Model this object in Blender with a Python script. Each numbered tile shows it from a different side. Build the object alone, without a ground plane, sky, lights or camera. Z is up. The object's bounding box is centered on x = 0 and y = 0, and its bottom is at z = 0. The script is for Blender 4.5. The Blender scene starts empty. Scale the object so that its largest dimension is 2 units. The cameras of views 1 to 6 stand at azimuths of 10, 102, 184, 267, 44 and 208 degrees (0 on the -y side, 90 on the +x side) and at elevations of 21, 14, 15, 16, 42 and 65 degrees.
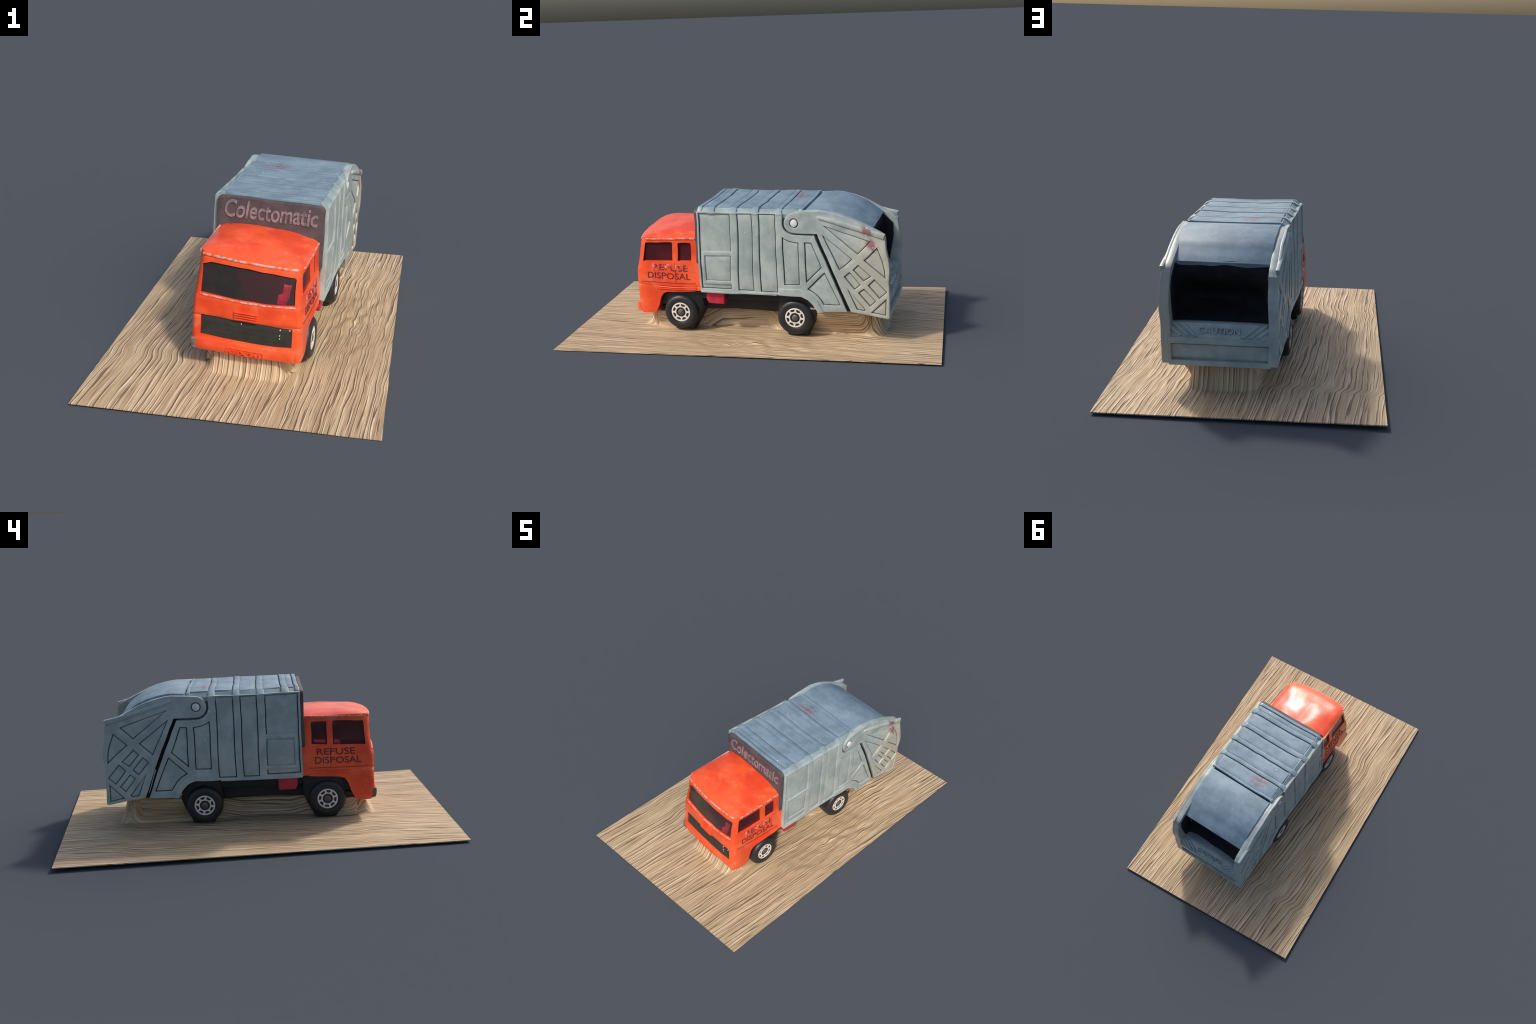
# Die-cast toy refuse truck standing on an oak board.
# Everything is modelled in the truck's own frame (p = sideways, q = lengthways
# towards the tail, z = up) and then set down on the board: a small lean, a
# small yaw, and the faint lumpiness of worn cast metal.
import bpy, bmesh, math, random
from mathutils import Vector, Matrix, noise

random.seed(7)
YAW, LEAN = math.radians(3.8), 0.030
SHIFT_X = 0.060


def wobble(v, amp=1.0):
    a = noise.noise_vector(v * 4.0 + Vector((3.1, 7.7, 1.3))) * 0.0050
    b = noise.noise_vector(v * 13.0 + Vector((9.2, 1.4, 5.5))) * 0.0028
    w = min(1.0, max(0.0, (v.z - 0.10) / 0.12))
    return v + (a + b) * amp * w


def place(v, amp=1.0):
    v = wobble(Vector(v), amp)
    p, q, z = v.x + LEAN * v.z, v.y, v.z - LEAN * v.x
    return Vector((SHIFT_X + p * math.cos(YAW) + q * math.sin(YAW),
                   -p * math.sin(YAW) + q * math.cos(YAW), z))


# ------------------------------------------------------------------ materials
def srgb(r, g, b):
    f = lambda c: c / 12.92 if c <= 0.04045 else ((c + 0.055) / 1.055) ** 2.4
    return (f(r / 255), f(g / 255), f(b / 255), 1.0)


class Nodes:
    def __init__(self, name, rough=0.5, metallic=0.0, spec=0.4):
        self.m = bpy.data.materials.new(name)
        self.m.use_nodes = True
        self.t = self.m.node_tree
        self.bsdf = self.t.nodes["Principled BSDF"]
        self.bsdf.inputs["Roughness"].default_value = rough
        self.bsdf.inputs["Metallic"].default_value = metallic
        self.bsdf.inputs["Specular IOR Level"].default_value = spec
        self.co = self.t.nodes.new("ShaderNodeTexCoord").outputs["Object"]

    def link(self, a, b):
        self.t.links.new(a, b)

    def put(self, sock, v):
        if isinstance(v, bpy.types.NodeSocket):
            self.link(v, sock)
        else:
            sock.default_value = v

    def mapped(self, scale=(1, 1, 1), loc=(0, 0, 0), rot=(0, 0, 0), src=None):
        n = self.t.nodes.new("ShaderNodeMapping")
        n.inputs["Scale"].default_value = scale
        n.inputs["Location"].default_value = loc
        n.inputs["Rotation"].default_value = rot
        self.link(src or self.co, n.inputs["Vector"])
        return n.outputs["Vector"]

    def noise(self, scale, detail=3.0, rough=0.5, vec=None, dist=0.0):
        n = self.t.nodes.new("ShaderNodeTexNoise")
        n.inputs["Scale"].default_value = scale
        n.inputs["Detail"].default_value = detail
        n.inputs["Roughness"].default_value = rough
        n.inputs["Distortion"].default_value = dist
        self.link(vec or self.co, n.inputs["Vector"])
        return n.outputs["Fac"]

    def voronoi(self, scale, vec=None):
        n = self.t.nodes.new("ShaderNodeTexVoronoi")
        n.inputs["Scale"].default_value = scale
        self.link(vec or self.co, n.inputs["Vector"])
        return n.outputs["Distance"], n.outputs["Color"]

    def ramp(self, fac, *stops):
        n = self.t.nodes.new("ShaderNodeValToRGB")
        e = n.color_ramp.elements
        while len(e) < len(stops):
            e.new(0.5)
        for el, (pos, col) in zip(e, stops):
            el.position = pos
            el.color = col if len(col) == 4 else (*col, 1)
        self.link(fac, n.inputs["Fac"])
        return n.outputs["Color"]

    def band(self, fac, lo, hi):
        n = self.t.nodes.new("ShaderNodeMapRange")
        n.interpolation_type = "SMOOTHSTEP"
        self.put(n.inputs["Value"], fac)
        n.inputs["From Min"].default_value = lo
        n.inputs["From Max"].default_value = hi
        return n.outputs["Result"]

    def math(self, op, a, b=0.0):
        n = self.t.nodes.new("ShaderNodeMath")
        n.operation = op
        self.put(n.inputs[0], a)
        self.put(n.inputs[1], b)
        return n.outputs[0]

    def mix(self, fac, a, b, mode="MIX"):
        n = self.t.nodes.new("ShaderNodeMix")
        n.data_type = "RGBA"
        n.blend_type = mode
        self.put(n.inputs[0], fac)
        self.put(n.inputs[6], a)
        self.put(n.inputs[7], b)
        return n.outputs[2]

    def blob(self, centre, radii):
        """1 in the middle of an ellipsoid, 0 outside it (object space)."""
        v = self.mapped(scale=[1 / r for r in radii],
                        loc=[-c / r for c, r in zip(centre, radii)])
        n = self.t.nodes.new("ShaderNodeVectorMath")
        n.operation = "LENGTH"
        self.link(v, n.inputs[0])
        return self.band(n.outputs["Value"], 1.0, 0.3)

    def bump(self, h, strength=0.3, dist=0.01):
        n = self.t.nodes.new("ShaderNodeBump")
        n.inputs["Strength"].default_value = strength
        n.inputs["Distance"].default_value = dist
        self.link(h, n.inputs["Height"])
        self.link(n.outputs["Normal"], self.bsdf.inputs["Normal"])

    def colour(self, c):
        self.put(self.bsdf.inputs["Base Color"], c)
        return self.m


def grey_paint(name, dark, light, dust, chips=True, rough=0.37):
    n = Nodes(name, rough=rough, spec=0.45)
    c = n.mix(n.band(n.noise(11, 4, 0.62), 0.36, 0.64), dark, light)
    c = n.mix(n.math("MULTIPLY", n.band(n.noise(22, 4, 0.65), 0.52, 0.8), 0.35), c, dust)
    # warm beige tint on the tail plate of the near side
    if chips:
        c = n.mix(n.math("MULTIPLY", n.blob(place((0.26, 0.74, 0.36)), (0.12, 0.34, 0.42)), 0.75), c, (0.50, 0.465, 0.375, 1))
    # pink crayon rubbed on the tail plate and on the roof
    rub = n.band(n.noise(38, 3, 0.6), 0.40, 0.56)
    for centre, radii, amount in STAINS:
        c = n.mix(n.math("MULTIPLY", n.math("MULTIPLY", n.blob(centre, radii), rub), amount),
                  c, srgb(132, 60, 80))
    if chips:   # sparse flecks of bare metal
        d, col = n.voronoi(24)
        keep = n.t.nodes.new("ShaderNodeSeparateColor")
        n.link(col, keep.inputs[0])
        f = n.math("MULTIPLY", n.band(d, 0.10, 0.06), n.band(keep.outputs[0], 0.90, 0.92))
        c = n.mix(f, c, srgb(225, 232, 235))
    n.bump(n.noise(60, 3), 0.12, 0.004)
    return n.colour(c)


STAINS = [(place((0.262, 0.640, 0.612)), (0.05, 0.050, 0.050), 0.75),
          (place((0.262, 0.655, 0.545)), (0.05, 0.036, 0.040), 0.80),
          (place((0.262, 0.682, 0.520)), (0.05, 0.030, 0.034), 0.80),
          (place((-0.08, 0.235, 0.72)), (0.10, 0.055, 0.05), 0.70)]


def plain(name, base, var=0.12, rough=0.5, spec=0.4, scale=18, bump=0.1):
    n = Nodes(name, rough=rough, spec=spec)
    lo = tuple(x * (1 - var) for x in base[:3]) + (1,)
    hi = tuple(min(1, x * (1 + var)) for x in base[:3]) + (1,)
    c = n.mix(n.band(n.noise(scale, 4, 0.6), 0.3, 0.7), lo, hi)
    n.bump(n.noise(70, 3), bump, 0.004)
    return n.colour(c)


def make_materials():
    M = {}
    M["silver"] = grey_paint("grey_green_paint", (0.325, 0.385, 0.375, 1), (0.43, 0.487, 0.465, 1), (0.46, 0.49, 0.46, 1))
    M["roof"] = grey_paint("sky_tinted_roof_paint", (0.165, 0.235, 0.29, 1), (0.22, 0.305, 0.375, 1), (0.26, 0.32, 0.36, 1), rough=0.56)  # body grey darkened and blued: sky reflection baked into the roof colour
    M["eave"] = grey_paint("darker_grey_eave", (0.22, 0.29, 0.31, 1), (0.29, 0.37, 0.385, 1), (0.36, 0.41, 0.41, 1), chips=False)
    M["groove_shade"] = plain("painted_groove_shadow", (0.125, 0.145, 0.142, 1), 0.25, 0.7, 0.25)  # darkened grey under the plates draws the shadow lines in the grooves
    M["orange"] = orange_paint()
    M["worn"] = worn_edge()
    M["panel"] = plain("purple_brown_panel", (0.086, 0.070, 0.076, 1), 0.22, 0.6)
    M["pink_letter"] = plain("pink_grey_lettering", (0.235, 0.190, 0.205, 1), 0.35, 0.5, scale=40)
    M["ink"] = plain("maroon_ink", srgb(128, 36, 36), 0.3, 0.6, scale=60)
    M["scuffed_ink"] = scuffed_ink()
    M["glass"] = glass_dark("smoked_windscreen", srgb(46, 45, 44), srgb(70, 42, 46))
    M["side_glass"] = plain("smoked_side_glass", srgb(74, 22, 30), 0.3, 0.22, 0.5, 9, 0.0)
    M["black"] = plain("black_plastic", srgb(34, 34, 36), 0.2, 0.5, 0.35)
    M["grille"] = plain("dark_grille_paint", srgb(52, 52, 48), 0.15, 0.5, 0.35, 25)
    M["tyre"] = plain("tyre_rubber", srgb(38, 39, 43), 0.2, 0.42, 0.45, 14)
    M["white"] = plain("white_rim_print", srgb(226, 216, 206), 0.08, 0.5)
    M["hub"] = plain("axle_end", srgb(96, 88, 84), 0.3, 0.4, 0.5, 60)
    M["red"] = plain("crimson_plastic", srgb(190, 44, 66), 0.18, 0.4, 0.5, 30)
    M["bare"] = plain("bare_chipped_metal", srgb(118, 104, 94), 0.4, 0.5, 0.4, 50)
    M["seat"] = plain("dim_crimson_seat", srgb(150, 44, 60), 0.3, 0.4, 0.5, 40)
    M["pin"] = plain("bare_pin", srgb(222, 226, 226), 0.08, 0.35, 0.5)
    M["hopper"] = plain("shade_blackened_hopper", srgb(30, 32, 36), 0.3, 0.7, 0.2)  # deep shade of the hollow put into the colour
    M["wood"] = oak()
    return M


def orange_paint():
    n = Nodes("orange_paint", rough=0.34, spec=0.5)
    n.bsdf.inputs["Coat Weight"].default_value = 0.25
    n.bsdf.inputs["Coat Roughness"].default_value = 0.22
    c = n.mix(n.band(n.noise(6, 4, 0.6), 0.36, 0.62), (0.79, 0.066, 0.017, 1), (0.95, 0.114, 0.030, 1))
    c = n.mix(n.math("MULTIPLY", n.band(n.noise(12, 4, 0.66), 0.54, 0.72), 0.6), c, (0.84, 0.185, 0.115, 1))
    d, col = n.voronoi(30)
    s = n.t.nodes.new("ShaderNodeSeparateColor")
    n.link(col, s.inputs[0])
    f = n.math("MULTIPLY", n.band(d, 0.11, 0.06), n.band(s.outputs[0], 0.93, 0.94))
    c = n.mix(f, c, (0.20, 0.05, 0.03, 1))
    n.bump(n.noise(50, 3), 0.12, 0.004)
    return n.colour(c)


def worn_edge():
    n = Nodes("worn_orange_edge", rough=0.4, spec=0.5)
    c = n.ramp(n.noise(42, 4, 0.65), (0.42, (0.80, 0.11, 0.04, 1)), (0.52, (0.74, 0.34, 0.26, 1)),
               (0.60, (0.58, 0.40, 0.37, 1)), (0.66, (0.24, 0.19, 0.20, 1)))
    return n.colour(c)


def scuffed_ink():
    n = Nodes("scuffed_maroon_ink", rough=0.5)
    c = n.mix(n.band(n.noise(48, 3, 0.6), 0.48, 0.60), srgb(120, 36, 60), srgb(240, 150, 140))
    return n.colour(c)


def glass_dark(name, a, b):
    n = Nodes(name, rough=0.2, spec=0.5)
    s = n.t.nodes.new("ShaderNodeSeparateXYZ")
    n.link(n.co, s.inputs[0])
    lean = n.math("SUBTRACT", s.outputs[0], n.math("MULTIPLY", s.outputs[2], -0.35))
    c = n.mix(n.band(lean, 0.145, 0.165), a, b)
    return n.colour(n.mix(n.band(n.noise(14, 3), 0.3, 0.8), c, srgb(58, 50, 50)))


def oak():
    n = Nodes("oak_board", rough=0.6, spec=0.3)
    # grain runs a few degrees off the long edge and wanders a little
    v = n.mapped(rot=(0, 0, math.radians(4.5)))
    drift = n.noise(1.0, 2, 0.5, n.mapped(scale=(2.2, 1.6, 1), src=v))
    wig = n.noise(1.0, 2, 0.5, n.mapped(scale=(14, 7, 4), src=v))
    comb = n.t.nodes.new("ShaderNodeCombineXYZ")
    sep = n.t.nodes.new("ShaderNodeSeparateXYZ")
    n.link(v, sep.inputs[0])
    along = n.math("MULTIPLY", n.band(sep.outputs[1], -0.60, -0.50), n.band(sep.outputs[1], 0.66, 0.58))
    rise = n.math("MULTIPLY", sep.outputs[2], n.math("MULTIPLY", along, 1.1))      # grain lines follow the raised middle
    n.link(n.math("ADD", n.math("ADD", n.math("MULTIPLY", drift, 0.04), n.math("MULTIPLY", wig, 0.004)), rise), comb.inputs[0])
    add = n.t.nodes.new("ShaderNodeVectorMath")
    add.operation = "ADD"
    n.link(v, add.inputs[0])
    n.link(comb.outputs[0], add.inputs[1])
    g = add.outputs["Vector"]
    broad = n.noise(1.0, 3, 0.5, n.mapped(scale=(16, 1.2, 1), src=g))
    fibre = n.noise(1.0, 3, 0.55, n.mapped(scale=(120, 2.6, 2), src=g))
    fine = n.noise(1.0, 2, 0.5, n.mapped(scale=(250, 7, 4), src=g))
    hue = n.noise(1.0, 2, 0.5, n.mapped(scale=(7, 2.2, 2), loc=(2, 9, 0), src=g))
    gx = n.t.nodes.new("ShaderNodeSeparateXYZ")
    n.link(g, gx.inputs[0])

    def rings(freq, loc, sway, cut):
        """Thin dark growth lines with a pale flank, irregularly spaced and broken up."""
        a = n.noise(1.0, 2, 0.55, n.mapped(scale=(10, 0.9, 1), loc=loc, src=g))
        b = n.noise(1.0, 2, 0.5, n.mapped(scale=(60, 3.0, 1), loc=loc, src=g))
        u = n.math("ADD", n.math("MULTIPLY", gx.outputs[0], freq), n.math("ADD", n.math("MULTIPLY", a, sway), n.math("MULTIPLY", b, 0.9)))
        f = n.math("FRACT", u)
        gate = n.noise(1.0, 2, 0.5, n.mapped(scale=(34, 2.3, 1), loc=loc[::-1], src=g))
        on = n.band(gate, cut, cut + 0.09)
        line = n.math("MULTIPLY", n.band(n.math("ABSOLUTE", n.math("SUBTRACT", f, 0.45)), 0.14, 0.03), on)
        pale = n.math("MULTIPLY", n.band(n.math("ABSOLUTE", n.math("SUBTRACT", f, 0.70)), 0.16, 0.03), on)  # relief highlight painted beside each dark grain line
        return line, pale

    l1, p1 = rings(41.0, (3.3, 1.1, 0.0), 2.6, 0.44)
    l2, p2 = rings(69.0, (8.7, 4.2, 0.0), 3.4, 0.51)
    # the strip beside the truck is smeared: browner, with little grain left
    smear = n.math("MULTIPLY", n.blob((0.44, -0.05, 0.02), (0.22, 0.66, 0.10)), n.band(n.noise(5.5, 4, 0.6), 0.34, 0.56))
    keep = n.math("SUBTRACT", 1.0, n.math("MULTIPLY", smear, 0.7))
    c = n.mix(n.band(broad, 0.3, 0.7), (0.44, 0.305, 0.178, 1), (0.57, 0.425, 0.262, 1))
    c = n.mix(n.math("MULTIPLY", n.band(hue, 0.5, 0.75), 0.45), c, (0.47, 0.385, 0.225, 1))
    c = n.mix(n.math("MULTIPLY", n.band(fibre, 0.50, 0.68), 0.6), c, (0.76, 0.585, 0.39, 1))
    c = n.mix(n.math("MULTIPLY", n.band(fibre, 0.47, 0.32), 0.5), c, (0.33, 0.21, 0.112, 1))
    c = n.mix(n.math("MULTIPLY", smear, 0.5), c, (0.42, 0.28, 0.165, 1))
    c = n.mix(n.math("MULTIPLY", n.math("MULTIPLY", n.math("MAXIMUM", p1, n.math("MULTIPLY", p2, 0.6)), 0.6), keep), c, (0.86, 0.68, 0.48, 1))
    c = n.mix(n.math("MULTIPLY", n.math("MULTIPLY", n.band(fine, 0.42, 0.30), 0.35), keep), c, (0.26, 0.16, 0.09, 1))
    dark = n.math("MAXIMUM", l1, n.math("MULTIPLY", l2, 0.8))
    c = n.mix(n.math("MULTIPLY", n.math("MULTIPLY", dark, 0.82), keep), c, (0.150, 0.088, 0.048, 1))
    h = n.math("ADD", n.math("MULTIPLY", fibre, 0.7), n.math("MULTIPLY", dark, -0.5))
    n.bump(h, 0.7, 0.012)
    return n.colour(c)


# ------------------------------------------------------------------ mesh tools
def new_object(name, me, parent=None, mat=None):
    ob = bpy.data.objects.new(name, me)
    bpy.context.scene.collection.objects.link(ob)
    if parent is not None:
        ob.parent = parent
    if mat is not None and me is not None:
        me.materials.clear()
        me.materials.append(mat)
    return ob


def evaluated_bmesh(ob):
    dg = bpy.context.evaluated_depsgraph_get()
    me = bpy.data.meshes.new_from_object(ob.evaluated_get(dg))
    bm = bmesh.new()
    bm.from_mesh(me)
    bpy.data.meshes.remove(me)
    data = ob.data
    bpy.data.objects.remove(ob)
    if isinstance(data, bpy.types.Curve):
        bpy.data.curves.remove(data)
    else:
        bpy.data.meshes.remove(data)
    return bm


def flat_solid(outline, holes=(), h0=0.0, h1=0.01, bevel=0.002):
    """Plate with holes, lying in (u, v), thick from h0 to h1, edges rounded."""
    cu = bpy.data.curves.new("plate", "CURVE")
    cu.dimensions = "2D"
    cu.fill_mode = "BOTH"
    cu.bevel_depth = bevel
    cu.bevel_resolution = 1
    cu.offset = -bevel
    cu.extrude = max(0.0, (h1 - h0) / 2 - bevel)
    for loop in [outline, *holes]:
        sp = cu.splines.new("POLY")
        sp.points.add(len(loop) - 1)
        for pt, (u, v) in zip(sp.points, loop):
            pt.co = (u, v, 0, 1)
        sp.use_cyclic_u = True
    bm = evaluated_bmesh(new_object("plate", cu))
    bmesh.ops.translate(bm, verts=bm.verts, vec=(0, 0, (h0 + h1) / 2))
    return bm


def lettering(text, height, width, h0, h1, shear=0.0, bold=0.0):
    """Letters centred on the origin, scaled to a given cap height and width."""
    cu = bpy.data.curves.new("letters", "FONT")
    cu.body = text
    cu.size = 1.0
    cu.shear = shear
    cu.offset = bold
    cu.extrude = 0.05
    cu.resolution_u = 3
    bm = evaluated_bmesh(new_object("letters", cu))
    xs = [v.co.x for v in bm.verts]
    ys = [v.co.y for v in bm.verts]
    cx, cy = (min(xs) + max(xs)) / 2, (min(ys) + max(ys)) / 2
    sx, sy = width / (max(xs) - min(xs)), height / (max(ys) - min(ys))
    for v in bm.verts:
        v.co = Vector(((v.co.x - cx) * sx, (v.co.y - cy) * sy,
                       h0 + (h1 - h0) * (v.co.z + 0.05) / 0.1))
    return bm


def slice_up(bm, step):
    for axis in (0, 1):
        lo = min(v.co[axis] for v in bm.verts)
        hi = max(v.co[axis] for v in bm.verts)
        k = int((hi - lo) / step)
        for i in range(1, k + 1):
            co, no = [0, 0, 0], [0, 0, 0]
            co[axis], no[axis] = lo + (hi - lo) * i / (k + 1), 1
            bmesh.ops.bisect_plane(bm, geom=bm.verts[:] + bm.edges[:] + bm.faces[:],
                                   dist=1e-5, plane_co=co, plane_no=no)


def finish(bm, name, parent, mat, mapper=None, amp=1.0, angle=32, world=False):
    for v in bm.verts:
        c = mapper(*v.co) if mapper else v.co
        v.co = c if world else place(c, amp)
    bmesh.ops.remove_doubles(bm, verts=bm.verts, dist=2e-5)
    bmesh.ops.recalc_face_normals(bm, faces=bm.faces)
    me = bpy.data.meshes.new(name)
    bm.to_mesh(me)
    bm.free()
    me.polygons.foreach_set("use_smooth", [True] * len(me.polygons))
    me.set_sharp_from_angle(angle=math.radians(angle))
    return new_object(name, me, parent, mat)


def plate(name, parent, mat, mapper, outline, holes=(), h0=0.0, h1=0.01, bevel=0.002, step=0.035, amp=1.0):
    bm = flat_solid(outline, holes, h0, h1, bevel)
    if step:
        slice_up(bm, step)
    return finish(bm, name, parent, mat, mapper, amp)


def join(objs, name, parent, mat):
    """Melt several small pieces into one named mesh."""
    bm = bmesh.new()
    for o in objs:
        bm.from_mesh(o.data)
        me = o.data
        bpy.data.objects.remove(o)
        bpy.data.meshes.remove(me)
    me = bpy.data.meshes.new(name)
    bm.to_mesh(me)
    bm.free()
    return new_object(name, me, parent, mat)


def inset(poly, d):
    """Polygon pulled in by d along its edge normals."""
    n = len(poly)
    area = sum(poly[i][0] * poly[(i + 1) % n][1] - poly[(i + 1) % n][0] * poly[i][1] for i in range(n))
    s = 1 if area > 0 else -1
    out = []
    for i in range(n):
        a, b, c = Vector(poly[i - 1]), Vector(poly[i]), Vector(poly[(i + 1) % n])
        e1, e2 = (b - a).normalized(), (c - b).normalized()
        n1, n2 = Vector((-e1.y, e1.x)) * s, Vector((-e2.y, e2.x)) * s
        m = n1 + n2
        m = m / max(0.35, m.length_squared) * 2
        out.append(tuple(b + m * d))
    return out


def rect(u0, u1, v0, v1):
    return [(u0, v0), (u1, v0), (u1, v1), (u0, v1)]


def round_rect(u0, u1, v0, v1, r, k=4):
    pts = []
    for cx, cy, a in ((u1 - r, v0 + r, -90), (u1 - r, v1 - r, 0), (u0 + r, v1 - r, 90), (u0 + r, v0 + r, 180)):
        for i in range(k + 1):
            t = math.radians(a + 90 * i / k)
            pts.append((cx + r * math.cos(t), cy + r * math.sin(t)))
    return pts


def arc(cx, cy, r, a0, a1, k=12):
    return [(cx + r * math.cos(math.radians(a0 + (a1 - a0) * i / k)),
             cy + r * math.sin(math.radians(a0 + (a1 - a0) * i / k))) for i in range(k + 1)]


def lerp_table(table, x):
    if x <= table[0][0]:
        return table[0][1]
    for (x0, y0), (x1, y1) in zip(table, table[1:]):
        if x <= x1:
            return y0 + (y1 - y0) * (x - x0) / (x1 - x0)
    return table[-1][1]


SIDES = (1, -1)


# ------------------------------------------------------------------ container
HALF = 0.257                     # half width over the frames
CORE = 0.247
PIVOT = (0.264, 0.641)
SLOT = ((0.372, 0.584), (0.538, 0.176))     # slanted joint of body and tailgate


def swell(s, u, v):
    """The castings bulge a little at mid height; the left one flares towards the tail."""
    bell = math.sin(math.pi * max(0.0, min(1.0, (v - 0.12) / 0.60)))
    t = max(0.0, min(1.0, (u - 0.15) / 0.45))
    t = t * t * (3 - 2 * t)
    top = -0.010 * t * max(0.0, min(1.0, (v - 0.50) / 0.10))
    return top + (0.004 + 0.003 * t) * bell if s > 0 else 0.003 * bell + 0.002 + 0.006 * t


def side_map(s, base=CORE):
    return lambda u, v, h: (s * (base + h + swell(s, u, v)), u, v)


def roof_z(p):
    return 0.7025 + 0.0045 * (abs(p) / 0.22) ** 2


def waver(p, q):
    """The roof seams wander by a few millimetres."""
    return 0.005 * noise.noise(Vector((p * 9.0, q * 4.0, 5.7))) * min(1.0, (q + 0.26) / 0.05)


def build_container(truck, M):
    # core: slanted-back prism with chamfered roof edges
    profile = [(-0.256, 0.255), (0.165, 0.255), (0.26, 0.25), (0.36, 0.225), (0.40, 0.178), (0.532, 0.180),
               (SLOT[0][0] - 0.004, 0.590), (0.275, 0.600), (0.25, 0.60), (0.305, 0.68), (-0.256, 0.68)]
    body = plate("container", truck, M["groove_shade"], lambda u, v, h: (h, u, v),
                 profile, h0=-CORE + 0.004, h1=CORE - 0.004, bevel=0.003, step=0.05)
    # roof block with chamfers, lofted lengthways
    sec = [(-0.248, 0.665), (-0.248, 0.686), (-0.224, 0.706)] + \
          [(-0.224 + 0.448 * i / 10, roof_z(-0.224 + 0.448 * i / 10) - 0.009) for i in range(1, 10)] + \
          [(0.224, 0.706), (0.248, 0.686), (0.248, 0.665)]
    plate("roof_edge", body, M["eave"], lambda u, v, h: (u, h, v), sec, h0=-0.257, h1=0.306, bevel=0.003, step=0.05)

    plate("roof_bed", body, M["groove_shade"], lambda u, v, h: (u, v, roof_z(u) + h), rect(-0.2235, 0.2235, -0.255, 0.304),
          h0=-0.010, h1=-0.0035, bevel=0.001, step=0.035)

    ribs = [(-0.080, -0.046), (0.042, 0.072), (0.167, 0.195)]
    roof_ribs = [(-0.258, -0.238), (-0.202, -0.170)] + ribs + [(0.292, 0.309)]
    # roof ribs run over the chamfers from side to side
    for q0, q1 in roof_ribs:
        lift = 0.0045 + 0.0012 * math.sin(q0 * 31)
        edge = 0.012 if 0.0 < q1 + 0.21 < 0.42 else 0.003
        outer = [(-0.219 + 0.438 * i / 8, roof_z(-0.219 + 0.438 * i / 8) + lift) for i in range(9)]
        inner = [(0.219, 0.690), (-0.219, 0.690)]
        plate("roof_rib", body, M["roof"], lambda u, v, h: (u, h + waver(u, h), v), outer + inner,
              h0=q0, h1=q1, bevel=0.0025, step=0.06)
        for s in SIDES:
            end = [(0.218, 0.706 + lift), (0.228, 0.705 + lift), (0.245 + edge, 0.690), (0.247 + edge, 0.682), (0.236, 0.680), (0.216, 0.695)]
            plate("rib_end", body, M["eave"], lambda u, v, h: (s * u, h, v), end, h0=q0 - 0.002, h1=q1 + 0.002, bevel=0.003, step=0.06)
    for (a0, a1), (b0, b1) in zip(roof_ribs, roof_ribs[1:]):
        g = 0.0048
        plate("roof_panel", body, M["roof"], lambda u, v, h: (u, v + waver(u, v), roof_z(u) + h),
              rect(-0.217, 0.217, a1 + 0.0065, b0 - 0.0006), h0=-0.006, h1=0.0035, bevel=0.0015, step=0.035)

    bay0 = rect(-0.252, -0.082, 0.272, 0.683)
    bay1 = rect(-0.044, 0.040, 0.266, 0.686)
    bay2 = rect(0.074, 0.165, 0.264, 0.686)
    tall = [(0.199, 0.310), (0.281, 0.310), (0.285, 0.541), (0.258, 0.543), (0.232, 0.549), (0.212, 0.558), (0.199, 0.568)]
    trap = [(0.314, 0.325), (0.403, 0.411), (0.352, 0.543), (0.316, 0.543)]
    low = [(0.320, 0.293), (0.352, 0.276), (0.374, 0.258), (0.392, 0.236), (0.409, 0.209), (0.500, 0.209), (0.418, 0.386)]
    arch_top = [(0.166, 0.290), (0.274, 0.291), (0.314, 0.280), (0.344, 0.261), (0.379, 0.227), (0.409, 0.172)]
    arch_low = [(0.378, 0.168), (0.353, 0.208), (0.324, 0.236), (0.288, 0.251), (0.165, 0.252)]
    sx = (SLOT[1][0] - SLOT[0][0]) / (SLOT[1][1] - SLOT[0][1])
    outline = [(-0.262, 0.252), (0.150, 0.252), (0.165, 0.252)] + arch_low[::-1][1:] + \
              [(0.405, 0.172), (0.533, 0.175), (SLOT[0][0] - 0.004, 0.578), (0.268, 0.578)] + \
              arc(PIVOT[0], PIVOT[1], 0.063, -94, -180, 10) + [(0.201, 0.691), (-0.262, 0.691)]
    frame_hole = rect(-0.226, -0.0835, 0.317, 0.457)
    for s in SIDES:
        mp = side_map(s)
        plate("side_frame", body, M["silver"], mp, outline, [bay0, bay1, bay2, tall, trap, low],
              h0=-0.016, h1=HALF - CORE, bevel=0.0022)
        for hole, depth in ((bay0, 0.0035), (bay1, 0.006), (bay2, 0.006), (tall, 0.005), (trap, 0.005), (low, 0.005)):
            plate("side_panel", body, M["silver"], mp, inset(hole, 0.0048), h0=-0.016, h1=depth, bevel=0.0015)
        plate("hatch_frame", body, M["silver"], mp, rect(-0.242, -0.0785, 0.299, 0.480), [frame_hole],
              h0=0.0, h1=0.0095, bevel=0.002)
        plate("hatch", body, M["silver"], mp, inset(frame_hole, 0.004), h0=0.0, h1=0.0065, bevel=0.0015)
        plate("wheel_arch", body, M["silver"], mp, arch_top + arch_low, h0=0.002, h1=0.0145, bevel=0.002)
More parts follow.
